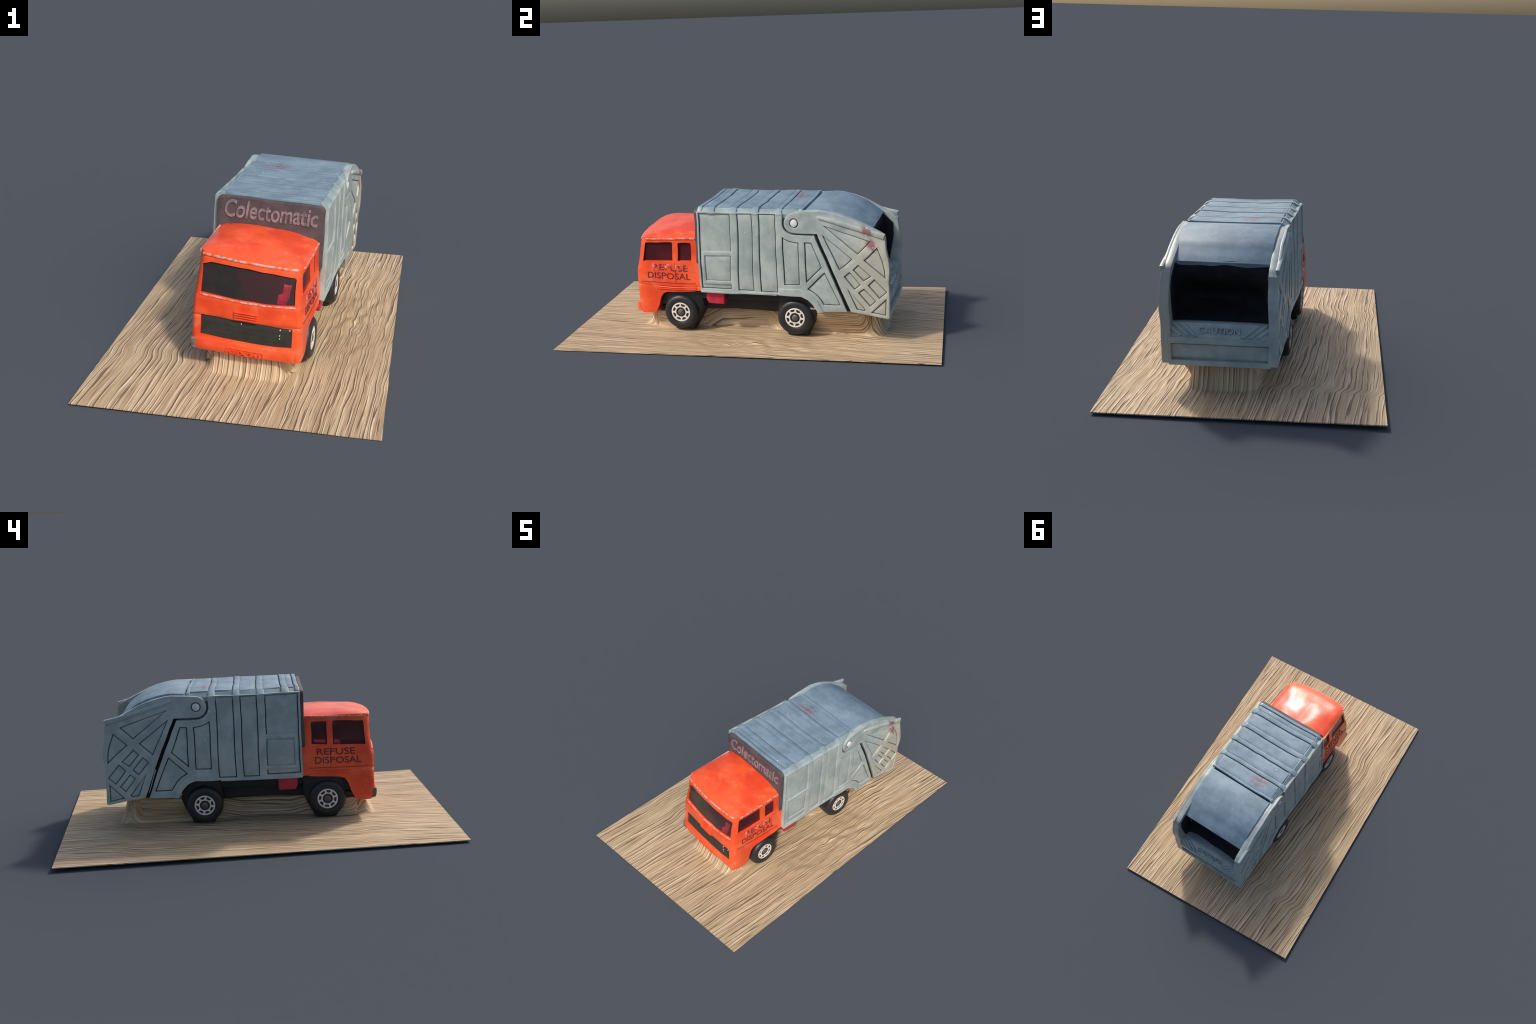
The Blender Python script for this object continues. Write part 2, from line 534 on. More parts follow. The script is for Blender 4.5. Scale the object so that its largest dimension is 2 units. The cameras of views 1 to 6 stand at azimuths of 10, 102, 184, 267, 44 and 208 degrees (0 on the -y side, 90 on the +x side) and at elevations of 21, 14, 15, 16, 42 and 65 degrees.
        plate("side_sill", body, M["silver"], mp, rect(-0.260, 0.158, 0.247, 0.260), h0=-0.004, h1=0.013, bevel=0.003)

    # front wall with its raised name
    fm = lambda u, v, h: (u, -0.256 - h, v)
    plate("front_panel", body, M["panel"], fm, round_rect(-0.243, 0.243, 0.40, 0.696, 0.02), h0=-0.004, h1=0.024, bevel=0.003)
    bm = lettering("Colectomatic", 0.084, 0.425, 0.019, 0.0275, shear=0.15, bold=0.016)
    bmesh.ops.translate(bm, verts=bm.verts, vec=(0.004, 0.643, 0))
    finish(bm, "lettering", body, M["pink_letter"], fm)
    return body


# ------------------------------------------------------------------ tailgate
TOP = [(0.300, 0.704), (0.389, 0.707), (0.425, 0.704), (0.462, 0.697), (0.500, 0.688), (0.535, 0.676), (0.570, 0.662), (0.603, 0.646),
       (0.640, 0.628), (0.670, 0.613), (0.695, 0.601), (0.714, 0.592), (0.724, 0.582)]


def build_tailgate(truck, M):
    back = [(0.729, 0.565), (0.733, 0.515), (0.746, 0.455), (0.752, 0.405), (0.746, 0.345), (0.750, 0.260), (0.752, 0.156)]
    lower = [(0.745, 0.150), (0.660, 0.163), (0.552, 0.179)]
    arm = arc(PIVOT[0], PIVOT[1], 0.053, -90, -262, 14)
    ends = back + lower + [(SLOT[0][0] + 0.010, 0.588)]
    outlines = {1: arm + TOP + ends, -1: arm + [(q - 0.012 * max(0, q - 0.6) / 0.127, z - 0.007 * min(1, (0.80 - q) / 0.2)) for q, z in TOP] + ends}
    holes = [[(0.409, 0.585), (0.497, 0.399), (0.565, 0.464)],
             [(0.412, 0.634), (0.592, 0.488), (0.656, 0.556)],
             [(0.621, 0.460), (0.732, 0.366), (0.728, 0.410), (0.716, 0.460), (0.689, 0.527)],
             [(0.566, 0.407), (0.622, 0.347), (0.662, 0.374), (0.594, 0.436)],
             [(0.519, 0.365), (0.575, 0.299), (0.607, 0.328), (0.549, 0.394)],
             [(0.642, 0.327), (0.698, 0.256), (0.738, 0.291), (0.676, 0.362)],
             [(0.592, 0.284), (0.651, 0.213), (0.681, 0.243), (0.622, 0.309)],
             [(0.538, 0.303), (0.584, 0.192), (0.622, 0.186), (0.629, 0.197)],
             [(0.655, 0.180), (0.734, 0.166), (0.734, 0.258)]]
    gate = plate("tailgate", truck, M["silver"], lambda u, v, h: (u, h, v), sill_section_dummy(),
                 h0=0.60, h1=0.735, bevel=0.002, step=0.05)
    bore = arc(*PIVOT, 0.0245, 0, 345, 23)
    for s in SIDES:
        outline = outlines[s]
        plate("cheek", gate, M["silver"], side_map(s, 0.0), inset(outline, 0.001), h0=0.214, h1=CORE + 0.001, bevel=0.002)
        mp = side_map(s)
        plate("cheek_bed", gate, M["groove_shade"], mp, inset(outline, 0.012), h0=-0.004, h1=0.002, bevel=0.0005)
        plate("cheek_frame", gate, M["silver"], mp, outline, holes + [bore], h0=-0.003, h1=0.0105, bevel=0.0025)
        for hole in holes:
            plate("cheek_panel", gate, M["silver"], mp, inset(hole, 0.0048), h0=-0.003, h1=0.0055, bevel=0.0015)
        # hydraulic ram lying along the upper edge
        a, b = Vector((0.392, 0.676)), Vector((0.726, 0.583))
        d = (b - a).normalized()
        n = Vector((-d.y, d.x))
        r0, r1 = 0.009, 0.014
        pill = [tuple(a + n * r0), *[tuple(a - d * r0 * math.sin(t) + n * r0 * math.cos(t)) for t in (0.6, 1.57, 2.5)],
                tuple(a - n * r0), tuple(b - n * r1), tuple(b + n * r1)]
        plate("hydraulic_ram", gate, M["silver"], mp, pill, h0=-0.002, h1=0.019, bevel=0.0075, step=0.05)
        plate("pivot_pin", gate, M["pin"], mp, arc(*PIVOT, 0.0190, 0, 342, 19), h0=-0.002, h1=0.0135, bevel=0.002, step=0)

    # curved roof sheet between the cheeks
    top = [(0.322, 0.706), (0.36, 0.709), (0.40, 0.709), (0.46, 0.701), (0.51, 0.688), (0.56, 0.668), (0.60, 0.641), (0.632, 0.619), (0.654, 0.602)]
    under = [(q - 0.008, z - 0.022) for q, z in reversed(top)]
    plate("tail_roof", gate, M["roof"], lambda u, v, h: (h, u, v), top + under, h0=-0.226, h1=0.219, bevel=0.004, step=0.04)

    # sloping sill, bumper bars and recessed number panel
    plate("sill", gate, M["silver"], lambda u, v, h: (h, u, v),
          [(0.560, 0.190), (0.728, 0.165), (0.728, 0.250), (0.742, 0.272), (0.704, 0.331), (0.690, 0.334), (0.655, 0.326), (0.560, 0.310)],
          h0=-0.236, h1=0.230, bevel=0.003, step=0.05)
    for z0, z1, q1 in ((0.248, 0.276, 0.752), (0.146, 0.170, 0.750)):
        plate("bumper_bar", gate, M["silver"], lambda u, v, h: (h, u, v), rect(0.715, q1, z0, z1),
              h0=-0.236, h1=0.230, bevel=0.004, step=0.05)
    plate("number_panel", gate, M["silver"], lambda u, v, h: (u, 0.728 + h, v),
          rect(-0.216, 0.216, 0.178, 0.240), h0=-0.002, h1=0.0045, bevel=0.0015, step=0.05)
    # hazard stripes and raised word on the sill slope
    a, b = Vector((0.742, 0.272)), Vector((0.704, 0.331))
    d = (b - a).normalized()
    up = Vector((d.y, -d.x))
    slope = lambda u, v, h: (-u, a.x + d.x * v + up.x * h, a.y + d.y * v + up.y * h)
    for s in SIDES:
        for k in range(3):
            u0 = 0.100 + 0.034 * k
            bar = [(u0, 0.008), (u0 + 0.013, 0.008), (min(0.222, u0 + 0.085), 0.068 if u0 + 0.085 < 0.222 else 0.068 * (0.215 - u0) / 0.085),
                   (min(0.222, u0 + 0.070), 0.068 if u0 + 0.07 < 0.222 else 0.068 * (0.228 - u0) / 0.070)]
            plate("hazard_stripe", gate, M["silver"], lambda u, v, h: slope(s * u, v, h), bar, h0=-0.002, h1=0.008, bevel=0.0015, step=0.05)
    bm = lettering("CAUTION", 0.030, 0.190, -0.001, 0.0075, bold=0.01)
    bmesh.ops.translate(bm, verts=bm.verts, vec=(0.0, 0.038, 0))
    finish(bm, "raised_lettering", gate, M["silver"], slope)

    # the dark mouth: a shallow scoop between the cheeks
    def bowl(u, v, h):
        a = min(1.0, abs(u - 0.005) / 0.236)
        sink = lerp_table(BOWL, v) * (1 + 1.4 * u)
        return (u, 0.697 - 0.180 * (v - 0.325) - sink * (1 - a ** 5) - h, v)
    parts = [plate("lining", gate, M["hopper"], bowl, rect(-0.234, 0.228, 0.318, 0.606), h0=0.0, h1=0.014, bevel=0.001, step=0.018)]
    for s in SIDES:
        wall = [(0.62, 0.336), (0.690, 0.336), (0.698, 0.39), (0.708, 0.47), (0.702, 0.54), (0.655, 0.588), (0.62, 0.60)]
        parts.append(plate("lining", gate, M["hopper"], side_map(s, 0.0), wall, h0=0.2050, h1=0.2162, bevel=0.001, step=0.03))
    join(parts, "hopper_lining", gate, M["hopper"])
    # near-black strip set back inside the slanted joint
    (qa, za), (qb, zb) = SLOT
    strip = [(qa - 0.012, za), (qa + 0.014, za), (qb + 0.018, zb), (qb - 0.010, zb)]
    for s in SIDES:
        plate("joint_dark_strip", gate, M["hopper"], side_map(s), strip, h0=-0.03, h1=-0.006, bevel=0.001)
    plate("joint_daylight_strip", gate, M["pin"], side_map(-1), [(0.484, 0.322), (0.490, 0.322), (0.534, 0.204), (0.531, 0.204)], h0=-0.01, h1=-0.004, bevel=0.0006)  # thin pale piece showing bright light glimpsed through the gap
    return gate


BOWL = [(0.318, 0.035), (0.335, 0.065), (0.36, 0.145), (0.39, 0.178), (0.43, 0.165), (0.47, 0.100), (0.51, 0.045), (0.55, 0.015), (0.58, 0.004), (0.61, 0.0)]


def sill_section_dummy():
    # lower cross tie of the tailgate, seen from the end: a shallow trough
    return [(-0.226, 0.176), (0.226, 0.176), (0.226, 0.235), (0.20, 0.240), (-0.20, 0.240), (-0.226, 0.235)]


# ------------------------------------------------------------------ cab
NOSE = [(0.096, -0.606), (0.106, -0.622), (0.120, -0.634), (0.140, -0.638), (0.160, -0.638), (0.170, -0.635), (0.176, -0.632), (0.262, -0.631),
        (0.268, -0.626), (0.274, -0.626), (0.281, -0.632), (0.350, -0.629), (0.366, -0.624), (0.420, -0.615), (0.485, -0.605), (0.520, -0.599), (0.545, -0.593)]
WIDTH = [(0.100, 0.238), (0.130, 0.2415), (0.262, 0.2405), (0.270, 0.2375), (0.278, 0.2405), (0.360, 0.2350), (0.450, 0.2285), (0.545, 0.2250)]
CAB_BACK = -0.260


def width(z):
    return lerp_table(WIDTH, z)


def nose(p, z):
    """Front face of the cab, bowed in plan, more so near the roof."""
    w = width(z)
    bow = 0.004 + 0.026 * max(0.0, min(1.0, (z - 0.15) / 0.39))
    t = min(1.0, abs(p) / w)
    return lerp_table(NOSE, z) - bow * (1 - t * t)


def cab_ring(z, k=26):
    """Plan outline of the cab at a height: side, rounded corner, bowed front, corner, side."""
    w = width(z)
    r = 0.022 + 0.014 * max(0.0, min(1.0, (0.20 - z) / 0.08)) + 0.030 * max(0.0, min(1.0, (z - 0.36) / 0.18))
    pts = [(-w, CAB_BACK + (nose(-w, z) + r - CAB_BACK) * i / 14) for i in range(15)]
    q0 = nose(w - r, z)
    for i in range(1, 6):
        t = math.pi / 2 * i / 6
        pts.append((-w + r - r * math.cos(t), (nose(-w, z) + r) + (q0 - nose(-w, z) - r) * math.sin(t)))
    for i in range(k + 1):
        p = -w + r + 2 * (w - r) * i / k
        pts.append((p, nose(p, z)))
    for i in range(5, 0, -1):
        t = math.pi / 2 * i / 6
        pts.append((w - r + r * math.cos(t), (nose(w, z) + r) + (q0 - nose(w, z) - r) * math.sin(t)))
    pts += [(w, CAB_BACK + (nose(w, z) + r - CAB_BACK) * i / 14) for i in range(14, -1, -1)]
    return pts


def settle(p, q, z):
    """The cab roof is a little higher, and reaches further forward, on the left."""
    t = max(0.0, min(1.0, (z - 0.42) / 0.12))
    return (p, q - 0.010 * t * max(0.0, -p / 0.22) * max(0.0, min(1.0, (-0.35 - q) / 0.2)), z - 0.011 * t * p / 0.22)


def front_map(u, v, h):
    return settle(u, nose(u, v) - h, v)


def door_map(s):
    return lambda u, v, h: settle(s * (width(v) + h), u, v)


def cutter(mapper, outline, depth):
    bm = flat_solid(outline, h0=-depth, h1=0.06, bevel=0.0005)
    slice_up(bm, 0.03)
    for v in bm.verts:
        v.co = mapper(*v.co)
    bmesh.ops.recalc_face_normals(bm, faces=bm.faces)
    me = bpy.data.meshes.new("cutter")
    bm.to_mesh(me)
    bm.free()
    return new_object("cutter", me)


def build_cab(truck, M):
    bm = bmesh.new()
    zs = [0.100 + 0.445 * i / 60 for i in range(61)]
    rings = []
    for z in zs:
        rings.append([bm.verts.new(settle(p, q, z)) for p, q in cab_ring(z)])
    plan = cab_ring(0.545)
    for i in range(1, 15):      # the crowned roof: rings shrinking towards the back wall
        s = 1 - i / 14.5
        zc = 0.545 + 0.031 * (1 - s ** 2.8) + 0.003 * math.sin(math.pi * min(1, i / 3))
        rings.append([bm.verts.new(settle(p * s, CAB_BACK + (q - CAB_BACK) * s, zc)) for p, q in plan])
    n = len(plan)
    for a, b in zip(rings, rings[1:]):
        for i in range(n):
            j = (i + 1) % n
            bm.faces.new((a[i], a[j], b[j], b[i]))
    bm.faces.new(rings[0])
    bm.faces.new(rings[-1])
    bmesh.ops.recalc_face_normals(bm, faces=bm.faces)
    me = bpy.data.meshes.new("cab")
    bm.to_mesh(me)
    bm.free()
    cab = new_object("cab", me)

    screen = [(-0.203, 0.376), (-0.10, 0.371), (0.0, 0.369), (0.10, 0.369), (0.203, 0.372), (0.203, 0.494),
              (0.195, 0.502), (0.0, 0.512), (-0.165, 0.509), (-0.203, 0.494)]
    front_win = [(-0.592, 0.400), (-0.422, 0.406), (-0.421, 0.516), (-0.428, 0.519), (-0.572, 0.513), (-0.578, 0.500)]
    back_win = [(-0.392, 0.408), (-0.314, 0.412), (-0.314, 0.514), (-0.320, 0.519), (-0.386, 0.517), (-0.391, 0.511)]
    grille = [(-0.200, 0.186), (-0.1, 0.180), (0.0, 0.178), (0.1, 0.178), (0.200, 0.182), (0.200, 0.268),
              (0.1, 0.273), (0.0, 0.274), (-0.1, 0.275), (-0.200, 0.276)]
    cutters = [cutter(front_map, screen, 0.013), cutter(front_map, grille, 0.007)]
    for s in SIDES:
        cutters.append(cutter(door_map(s), front_win, 0.016))
        cutters.append(cutter(door_map(s), back_win, 0.016))
    arch = [(-0.70, 0.02), (-0.70, 0.100), (-0.63, 0.104), (-0.536, 0.113), (-0.512, 0.156), (-0.497, 0.205), (-0.480, 0.229), (-0.455, 0.238),
            (-0.30, 0.244), (-0.29, 0.248), (-0.20, 0.250), (-0.20, 0.02)]
    arch_bm = flat_solid(arch, h0=-0.4, h1=0.4, bevel=0.0005)
    for v in arch_bm.verts:
        v.co = Vector((v.co.z, v.co.x, v.co.y))
    bmesh.ops.recalc_face_normals(arch_bm, faces=arch_bm.faces)
    ame = bpy.data.meshes.new("cutter")
    arch_bm.to_mesh(ame)
    arch_bm.free()
    cutters.append(new_object("cutter", ame))
    for c in cutters:
        md = cab.modifiers.new("cut", "BOOLEAN")
        md.operation, md.solver, md.object = "DIFFERENCE", "EXACT", c
    bpy.context.view_layer.update()
    bm = evaluated_bmesh(cab)
    for c in cutters:
        cm = c.data
        bpy.data.objects.remove(c)
        bpy.data.meshes.remove(cm)
    cab = finish(bm, "cab", truck, M["orange"], angle=38)

    plate("windscreen", cab, M["glass"], front_map, inset(screen, -0.003), h0=-0.020, h1=-0.0075, bevel=0.001, step=0.03)
    plate("grille", cab, M["grille"], front_map, inset(grille, 0.0015), h0=-0.014, h1=-0.0035, bevel=0.001, step=0.03)
    for z in (0.200, 0.222, 0.244):
        plate("grille_bar", cab, M["grille"], front_map, rect(-0.190, 0.190, z, z + 0.004), h0=-0.006, h1=-0.0022, bevel=0.0008, step=0.03)
    lamps = [(0.150, 0.261), (0.190, 0.261), (0.148, 0.236), (0.148, 0.222), (-0.02, 0.262)]
    for u, v in lamps:
        plate("lamp_stud", cab, M["pin"], front_map, arc(u, v, 0.0024, 0, 320, 8), h0=-0.006, h1=0.0, bevel=0.0008, step=0)
    for k in range(4):
        z = 0.283 + 0.0105 * k
        plate("vent_slat", cab, M["orange"], front_map, rect(-0.050, 0.050, z, z + 0.0055), h0=-0.003, h1=0.009, bevel=0.0015, step=0.03)
    plate("screen_ledge", cab, M["worn"], front_map,
          [(-0.208, 0.366), (0.0, 0.359), (0.208, 0.362), (0.208, 0.369), (0.0, 0.3665), (-0.208, 0.373)], h0=-0.004, h1=0.0035, bevel=0.002, step=0.03)
    plate("bumper", cab, M["orange"], front_map, [(-0.222, 0.112), (0.222, 0.112), (0.226, 0.164), (0.0, 0.170), (-0.226, 0.166)],
          h0=-0.01, h1=0.003, bevel=0.002, step=0.03)
    plate("licence_plate", cab, M["orange"], front_map, round_rect(-0.084, 0.084, 0.110, 0.148, 0.003), [round_rect(-0.079, 0.079, 0.1145, 0.1435, 0.002)],
          h0=0.000, h1=0.0075, bevel=0.0012, step=0.03)
    b = lettering("GSX 241", 0.022, 0.135, 0.001, 0.0085, bold=0.012)
    bmesh.ops.translate(b, verts=b.verts, vec=(0, 0.129, 0))
    finish(b, "licence_letters", cab, M["worn_letters"] if "worn_letters" in M else M["orange"], front_map)
    for s in SIDES:
        plate("bumper_end", cab, M["bare"] if s < 0 else M["orange"], front_map,
              [(s * 0.216, 0.112), (s * 0.238, 0.118), (s * 0.239, 0.165), (s * 0.218, 0.168)][::s], h0=-0.02, h1=0.004, bevel=0.003, step=0.03)

    for s in SIDES:
        dm = door_map(s)
        plate("side_window", cab, M["side_glass"], dm, inset(front_win, -0.003), h0=-0.024, h1=-0.011, bevel=0.001)
        plate("side_window", cab, M["side_glass"], dm, inset(back_win, -0.003), h0=-0.024, h1=-0.011, bevel=0.001)
        # gutter along the roof edge, paint rubbed through
        plate("gutter", cab, M["worn"], dm, [(-0.570, 0.531), (-0.40, 0.536), (-0.30, 0.541), (-0.287, 0.541), (-0.287, 0.549), (-0.30, 0.549), (-0.40, 0.544), (-0.570, 0.539)],
              h0=-0.005, h1=0.004, bevel=0.002, step=0.03)
        for z, t in ((0.287, 0.0025), (0.271, 0.0035), (0.262, 0.0035), (0.252, 0.004)):
            plate("door_moulding", cab, M["ink"] if z > 0.28 else M["orange"], dm,
                  rect(-0.606 if z > 0.28 else -0.500, -0.293, z, z + t), h0=-0.004, h1=0.0018 if z > 0.28 else 0.0045, bevel=0.0008)
        plate("door_seam", cab, M["ink"], dm, rect(-0.4095, -0.4075, 0.292, 0.396), h0=-0.004, h1=0.0012, bevel=0.0003)
        for word, zc, w, qc, mat in (("REFUSE", 0.371, 0.200, -0.437, "scuffed_ink" if s > 0 else "ink"),
                                     ("DISPOSAL", 0.326, 0.241, -0.4465, "ink")):
            b = lettering(word, 0.034, w, 0.0, 0.0016, bold=0.006)
            slice_up(b, 0.03)
            finish(b, "lettering", cab, M[mat], lambda u, v, h: dm(qc + s * u, zc + v, h))
    plate("gutter", cab, M["worn"], front_map, [(-0.205, 0.531), (0.0, 0.533), (0.205, 0.531), (0.205, 0.541), (0.0, 0.543), (-0.205, 0.541)],
          h0=-0.005, h1=0.004, bevel=0.0025, step=0.03)
    # crimson seat seen through the glass
    plate("seat", cab, M["seat"], front_map, [(0.128, 0.374), (0.166, 0.374), (0.176, 0.40), (0.186, 0.462), (0.152, 0.466), (0.146, 0.42), (0.130, 0.415)],
          h0=-0.010, h1=-0.006, bevel=0.001, step=0.03)
    plate("seat", cab, M["red"], door_map(-1), [(-0.386, 0.412), (-0.330, 0.418), (-0.324, 0.432), (-0.386, 0.430)], h0=-0.0125, h1=-0.0095, bevel=0.001)
    plate("seat", cab, M["red"], door_map(-1), [(-0.466, 0.408), (-0.428, 0.408), (-0.430, 0.430), (-0.455, 0.428)], h0=-0.0125, h1=-0.0095, bevel=0.001)
    return cab


# ------------------------------------------------------------------ running gear
AXLES = (-0.388, 0.249)
WHEEL_R, WHEEL_Z = 0.096, 0.1225


def lathe(profile, k=48):
    """Revolve (radius, x) round the x axis."""
    bm = bmesh.new()
    rings = [[bm.verts.new((x, r * math.cos(2 * math.pi * i / k), r * math.sin(2 * math.pi * i / k))) for i in range(k)] for r, x in profile]
    for a, b in zip(rings, rings[1:] + rings[:1]):
        for i in range(k):
            bm.faces.new((a[i], a[(i + 1) % k], b[(i + 1) % k], b[i]))
    return bm


def build_wheels(truck, M):
    tyre = lathe([(0.050, -0.036), (0.080, -0.040), (0.092, -0.034), (0.096, -0.022), (0.096, 0.020), (0.093, 0.033),
                  (0.084, 0.041), (0.070, 0.043), (0.060, 0.041), (0.056, 0.036), (0.020, 0.034), (0.020, -0.036)])
    t0 = finish(tyre, "tyre", None, M["tyre"], world=True, angle=40)
    # printed rim: ring, eight webs, inner ring
    outer = [(0.0535 * math.cos(2 * math.pi * i / 48), 0.0535 * math.sin(2 * math.pi * i / 48)) for i in range(48)]
    holes = []
    for k in range(8):
        a = 2 * math.pi * k / 8 + 0.2
        hole = [(0.0455 * math.cos(a + d), 0.0455 * math.sin(a + d)) for d in (-0.29, -0.15, 0, 0.15, 0.29)]
        hole += [(0.0345 * math.cos(a + d), 0.0345 * math.sin(a + d)) for d in (0.25, 0.12)] + [(0.0305 * math.cos(a), 0.0305 * math.sin(a))]
        hole += [(0.0345 * math.cos(a + d), 0.0345 * math.sin(a + d)) for d in (-0.12, -0.25)]
        holes.append(hole)
    bore = [(0.0265 * math.cos(2 * math.pi * i / 24), 0.0265 * math.sin(2 * math.pi * i / 24)) for i in range(24)]
    rim = flat_solid(outer, holes + [bore], 0.034, 0.0385, 0.0012)
    for v in rim.verts:
        v.co = Vector((v.co.z, v.co.x, v.co.y))
    r0 = finish(rim, "rim", None, M["white"], world=True)
    hub = lathe([(0.001, 0.030), (0.0165, 0.030), (0.0165, 0.037), (0.012, 0.040), (0.001, 0.0405)], 24)
    h0 = finish(hub, "axle_end", None, M["hub"], world=True)
    face = lathe([(0.0005, 0.028), (0.057, 0.028), (0.057, 0.0345), (0.0005, 0.0345)], 32)
    f0 = finish(face, "wheel_disc", None, M["tyre"], world=True)
    first = True
    for s in SIDES:
        for q in AXLES:
            wheel = bpy.data.objects.new("wheel", None)
            bpy.context.scene.collection.objects.link(wheel)
            wheel.parent = truck
            out = {(1, True): 0.208, (1, False): 0.2035, (-1, True): 0.203, (-1, False): 0.221}[(s, q < 0)]
            base = place((s * out, q, WHEEL_Z), 0.0)
            wheel.matrix_world = Matrix.Translation(base) @ Matrix.Rotation(-YAW, 4, "Z") @ \
                Matrix.Rotation(0.0 if s > 0 else math.pi, 4, "Z") @ Matrix.Rotation(random.uniform(0, 0.7), 4, "X")
            for part in (t0, r0, h0, f0):
                ob = part if first else part.copy()
                if not first:
                    bpy.context.scene.collection.objects.link(ob)
                ob.parent = wheel
            first = False


def build_chassis(truck, M):
    side = lambda u, v, h: (h, u, v)
    ch = plate("chassis", truck, M["black"], side,
               [(-0.600, 0.118), (-0.545, 0.112), (-0.50, 0.150), (-0.30, 0.120), (-0.10, 0.132), (0.15, 0.125), (0.36, 0.150), (0.55, 0.170),
                (0.545, 0.215), (0.40, 0.262), (-0.47, 0.262), (-0.60, 0.20)], h0=-0.162, h1=0.168, bevel=0.004, step=0.06)
    plate("wheel_well", ch, M["black"], side, [(-0.515, 0.150), (-0.30, 0.200), (-0.12, 0.200), (0.05, 0.200), (0.16, 0.200), (0.40, 0.170), (0.37, 0.262), (-0.49, 0.262)],
          h0=-0.215, h1=0.218, bevel=0.004, step=0.06)
    for q in AXLES:
        plate("axle_block", ch, M["black"], side, [(q - 0.045, 0.016), (q + 0.062, 0.016), (q + 0.106, 0.10), (q + 0.13, 0.16), (q + 0.13, 0.250), (q - 0.085, 0.250), (q - 0.100, 0.150), (q - 0.088, 0.09)],
              h0=-0.226, h1=0.224, bevel=0.02, step=0.06)
        plate("axle", ch, M["black"], lambda u, v, h: (h, q + u, WHEEL_Z + v), arc(0, 0, 0.02, 0, 330, 11), h0=-0.21, h1=0.21, bevel=0.002, step=0)
    for s in SIDES:
        plate("fuel_tank", truck, M["red"], side_map(s, 0.0), [(-0.236, 0.252), (-0.236, 0.200), (-0.224, 0.181), (-0.138, 0.179), (-0.134, 0.252)],
              h0=0.15, h1=0.240, bevel=0.006, step=0.03)


# ------------------------------------------------------------------ board
HUMP_HALF = [(-0.64, 0.15), (-0.51, 0.165), (-0.42, 0.15), (-0.28, 0.130), (-0.20, 0.090), (0.06, 0.085), (0.15, 0.125), (0.30, 0.140), (0.56, 0.135),
             (0.64, 0.150), (0.72, 0.130)]


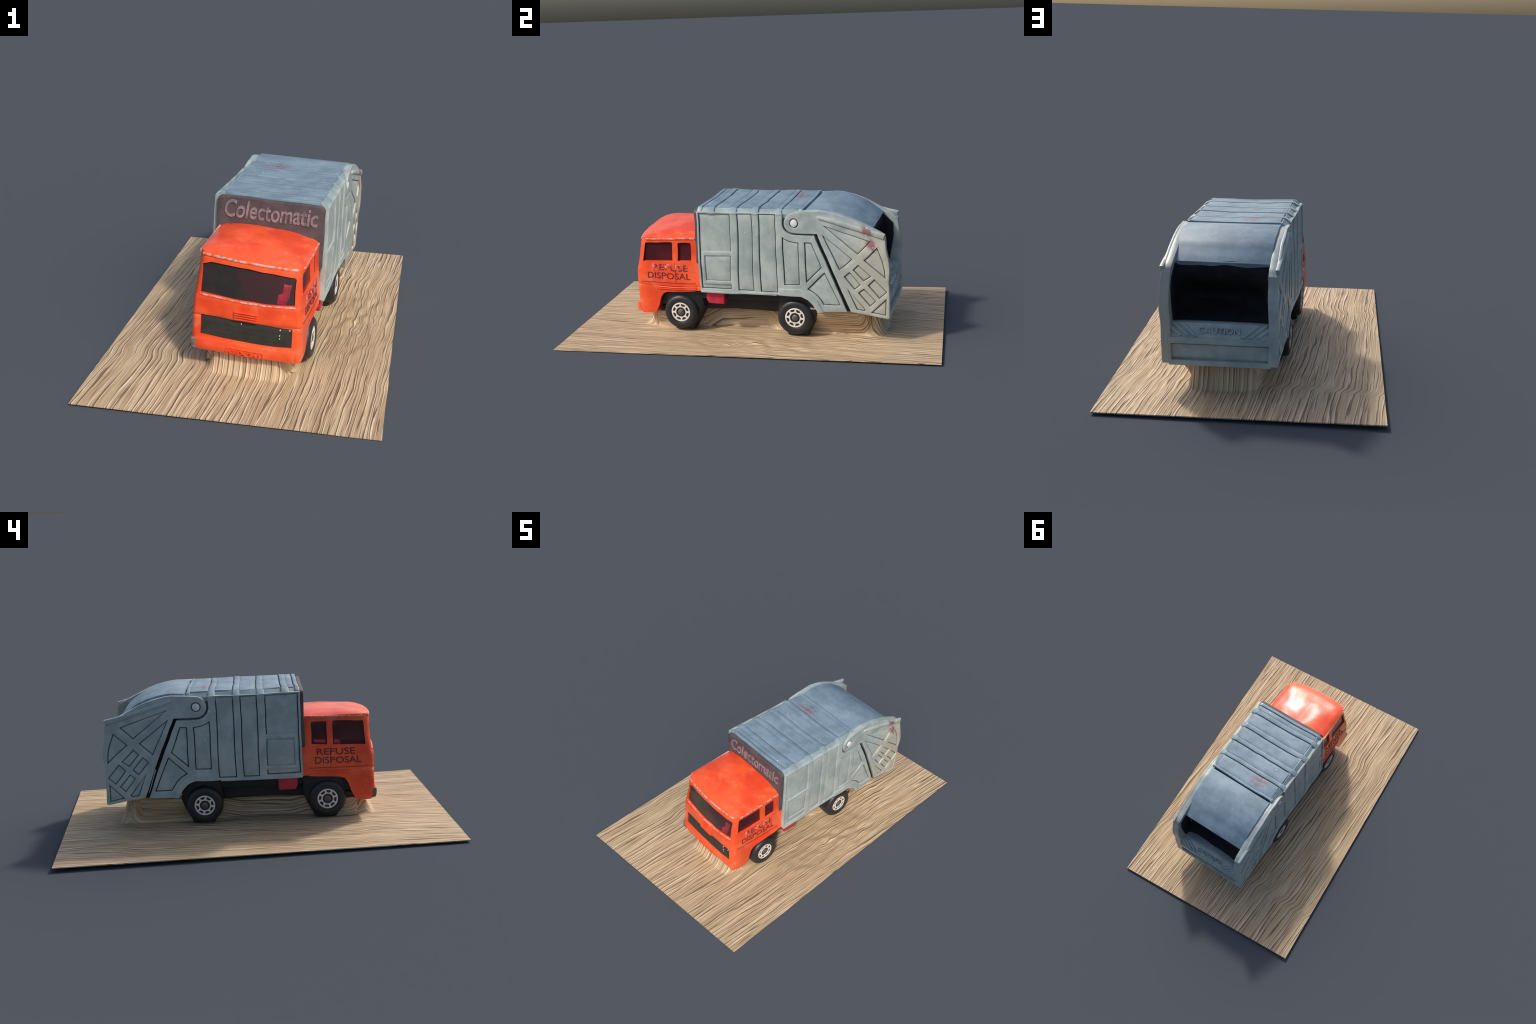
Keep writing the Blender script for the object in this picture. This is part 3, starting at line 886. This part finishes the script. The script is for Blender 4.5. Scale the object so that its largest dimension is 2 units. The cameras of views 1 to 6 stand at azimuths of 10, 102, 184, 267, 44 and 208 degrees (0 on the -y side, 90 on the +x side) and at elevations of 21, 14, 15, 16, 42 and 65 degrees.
def build_board(M):
    """Thin oak board: nearly flat, edges a little wavy, pulled up under the truck."""
    nx, ny = 252, 250
    hx, hy, thick = 0.632, 0.9995, 0.005
    corners = ((0.011, 0.005), (0.022, 0.011))     # [rear][right]

    def top(x, y):
        u, v = (x + hx) / (2 * hx), (y + hy) / (2 * hy)
        z = (corners[0][0] * (1 - u) + corners[0][1] * u) * (1 - v) + (corners[1][0] * (1 - u) + corners[1][1] * u) * v
        edge = min(1.0, min(hx - abs(x), hy - abs(y)) / 0.25)
        z += edge * (-0.003 + 0.010 * max(0.0, min(1.0, 0.5 - 2.5 * x)))
        n1 = noise.noise(Vector((x * 5, y * 4, 2.2)))
        z += 0.004 * n1 * min(1, 0.35 + edge)
        # lumps where the surface was rubbed beside and behind the truck
        lump = math.exp(-((x - 0.44) / 0.13) ** 2 - ((y - 0.10) / 0.42) ** 2)
        z += 0.012 * lump * noise.noise(Vector((x * 24, y * 14, 8.1)))
        # the hump that fills the space between the wheels
        dx, dy = x - SHIFT_X, y
        p = dx * math.cos(YAW) - dy * math.sin(YAW)
        q = dx * math.sin(YAW) + dy * math.cos(YAW)
        half = lerp_table(HUMP_HALF, q) + 0.003 * noise.noise(Vector((q * 6, 1.0, 0.3)))
        f = max(0.0, min(1.0, (half + 0.024 - abs(p)) / 0.048))
        g0 = max(0.0, min(1.0, (q + 0.642) / 0.070))
        g1 = max(0.0, min(1.0, (0.712 - q) / 0.060))
        sm = lambda t: t * t * (3 - 2 * t)
        height = lerp_table([(-0.62, 0.088), (-0.5, 0.115), (-0.4, 0.135), (0.2, 0.155), (0.36, 0.160), (0.54, 0.160), (0.70, 0.125)], q) - LEAN * p
        k = sm(f) * sm(g0) * sm(g1)
        z += k * height
        return max(z, 0.004)

    bm = bmesh.new()
    grid_t, grid_b = [], []
    for j in range(ny + 1):
        y = -hy + 2 * hy * j / ny
        rt, rb = [], []
        for i in range(nx + 1):
            x = -hx + 2 * hx * i / nx
            ex = 0.002 * noise.noise(Vector((x * 6, y * 6, 4.4))) if i in (0, nx) else 0.0
            z = top(x, y)
            rt.append(bm.verts.new((x + ex, y, z)))
            rb.append(bm.verts.new((x + ex, y, max(0.0, z - thick))))
        grid_t.append(rt)
        grid_b.append(rb)
    for j in range(ny):
        for i in range(nx):
            bm.faces.new((grid_t[j][i], grid_t[j][i + 1], grid_t[j + 1][i + 1], grid_t[j + 1][i]))
            bm.faces.new((grid_b[j][i], grid_b[j + 1][i], grid_b[j + 1][i + 1], grid_b[j][i + 1]))
    for i in range(nx):
        bm.faces.new((grid_t[0][i], grid_b[0][i], grid_b[0][i + 1], grid_t[0][i + 1]))
        bm.faces.new((grid_t[ny][i], grid_t[ny][i + 1], grid_b[ny][i + 1], grid_b[ny][i]))
    for j in range(ny):
        bm.faces.new((grid_t[j][0], grid_t[j + 1][0], grid_b[j + 1][0], grid_b[j][0]))
        bm.faces.new((grid_t[j][nx], grid_b[j][nx], grid_b[j + 1][nx], grid_t[j + 1][nx]))
    # lumps of the board that bulge out under the overhangs
    bulge = lambda u, v, h: (u, h, v)
    rear = [(-0.150, 0.012), (0.150, 0.012), (0.170, 0.06), (0.215, 0.125), (0.226, 0.181), (-0.226, 0.181), (-0.215, 0.125), (-0.168, 0.06)]
    fore = [(-0.205, 0.012), (0.205, 0.012), (0.196, 0.05), (0.205, 0.112), (-0.205, 0.112), (-0.196, 0.05)]
    lumps = [plate("lump", None, M["wood"], bulge, rear, h0=0.30, h1=0.635, bevel=0.03, step=0.03),
             plate("lump", None, M["wood"], bulge, fore, h0=-0.545, h1=-0.42, bevel=0.02, step=0.03)]
    sheet = finish(bm, "sheet", None, M["wood"], world=True, angle=50)
    board = join([sheet] + lumps, "wooden_board", None, M["wood"])
    board["label"] = "thin light oak board with dark straight grain"
    board["category"] = "wooden board"


def main():
    M = make_materials()
    truck = bpy.data.objects.new("toy_refuse_truck", None)
    bpy.context.scene.collection.objects.link(truck)
    truck["label"] = "worn die-cast toy refuse truck, orange cab, grey body"
    truck["category"] = "toy truck"
    build_container(truck, M)
    build_tailgate(truck, M)
    build_cab(truck, M)
    build_wheels(truck, M)
    build_chassis(truck, M)
    build_board(M)


main()
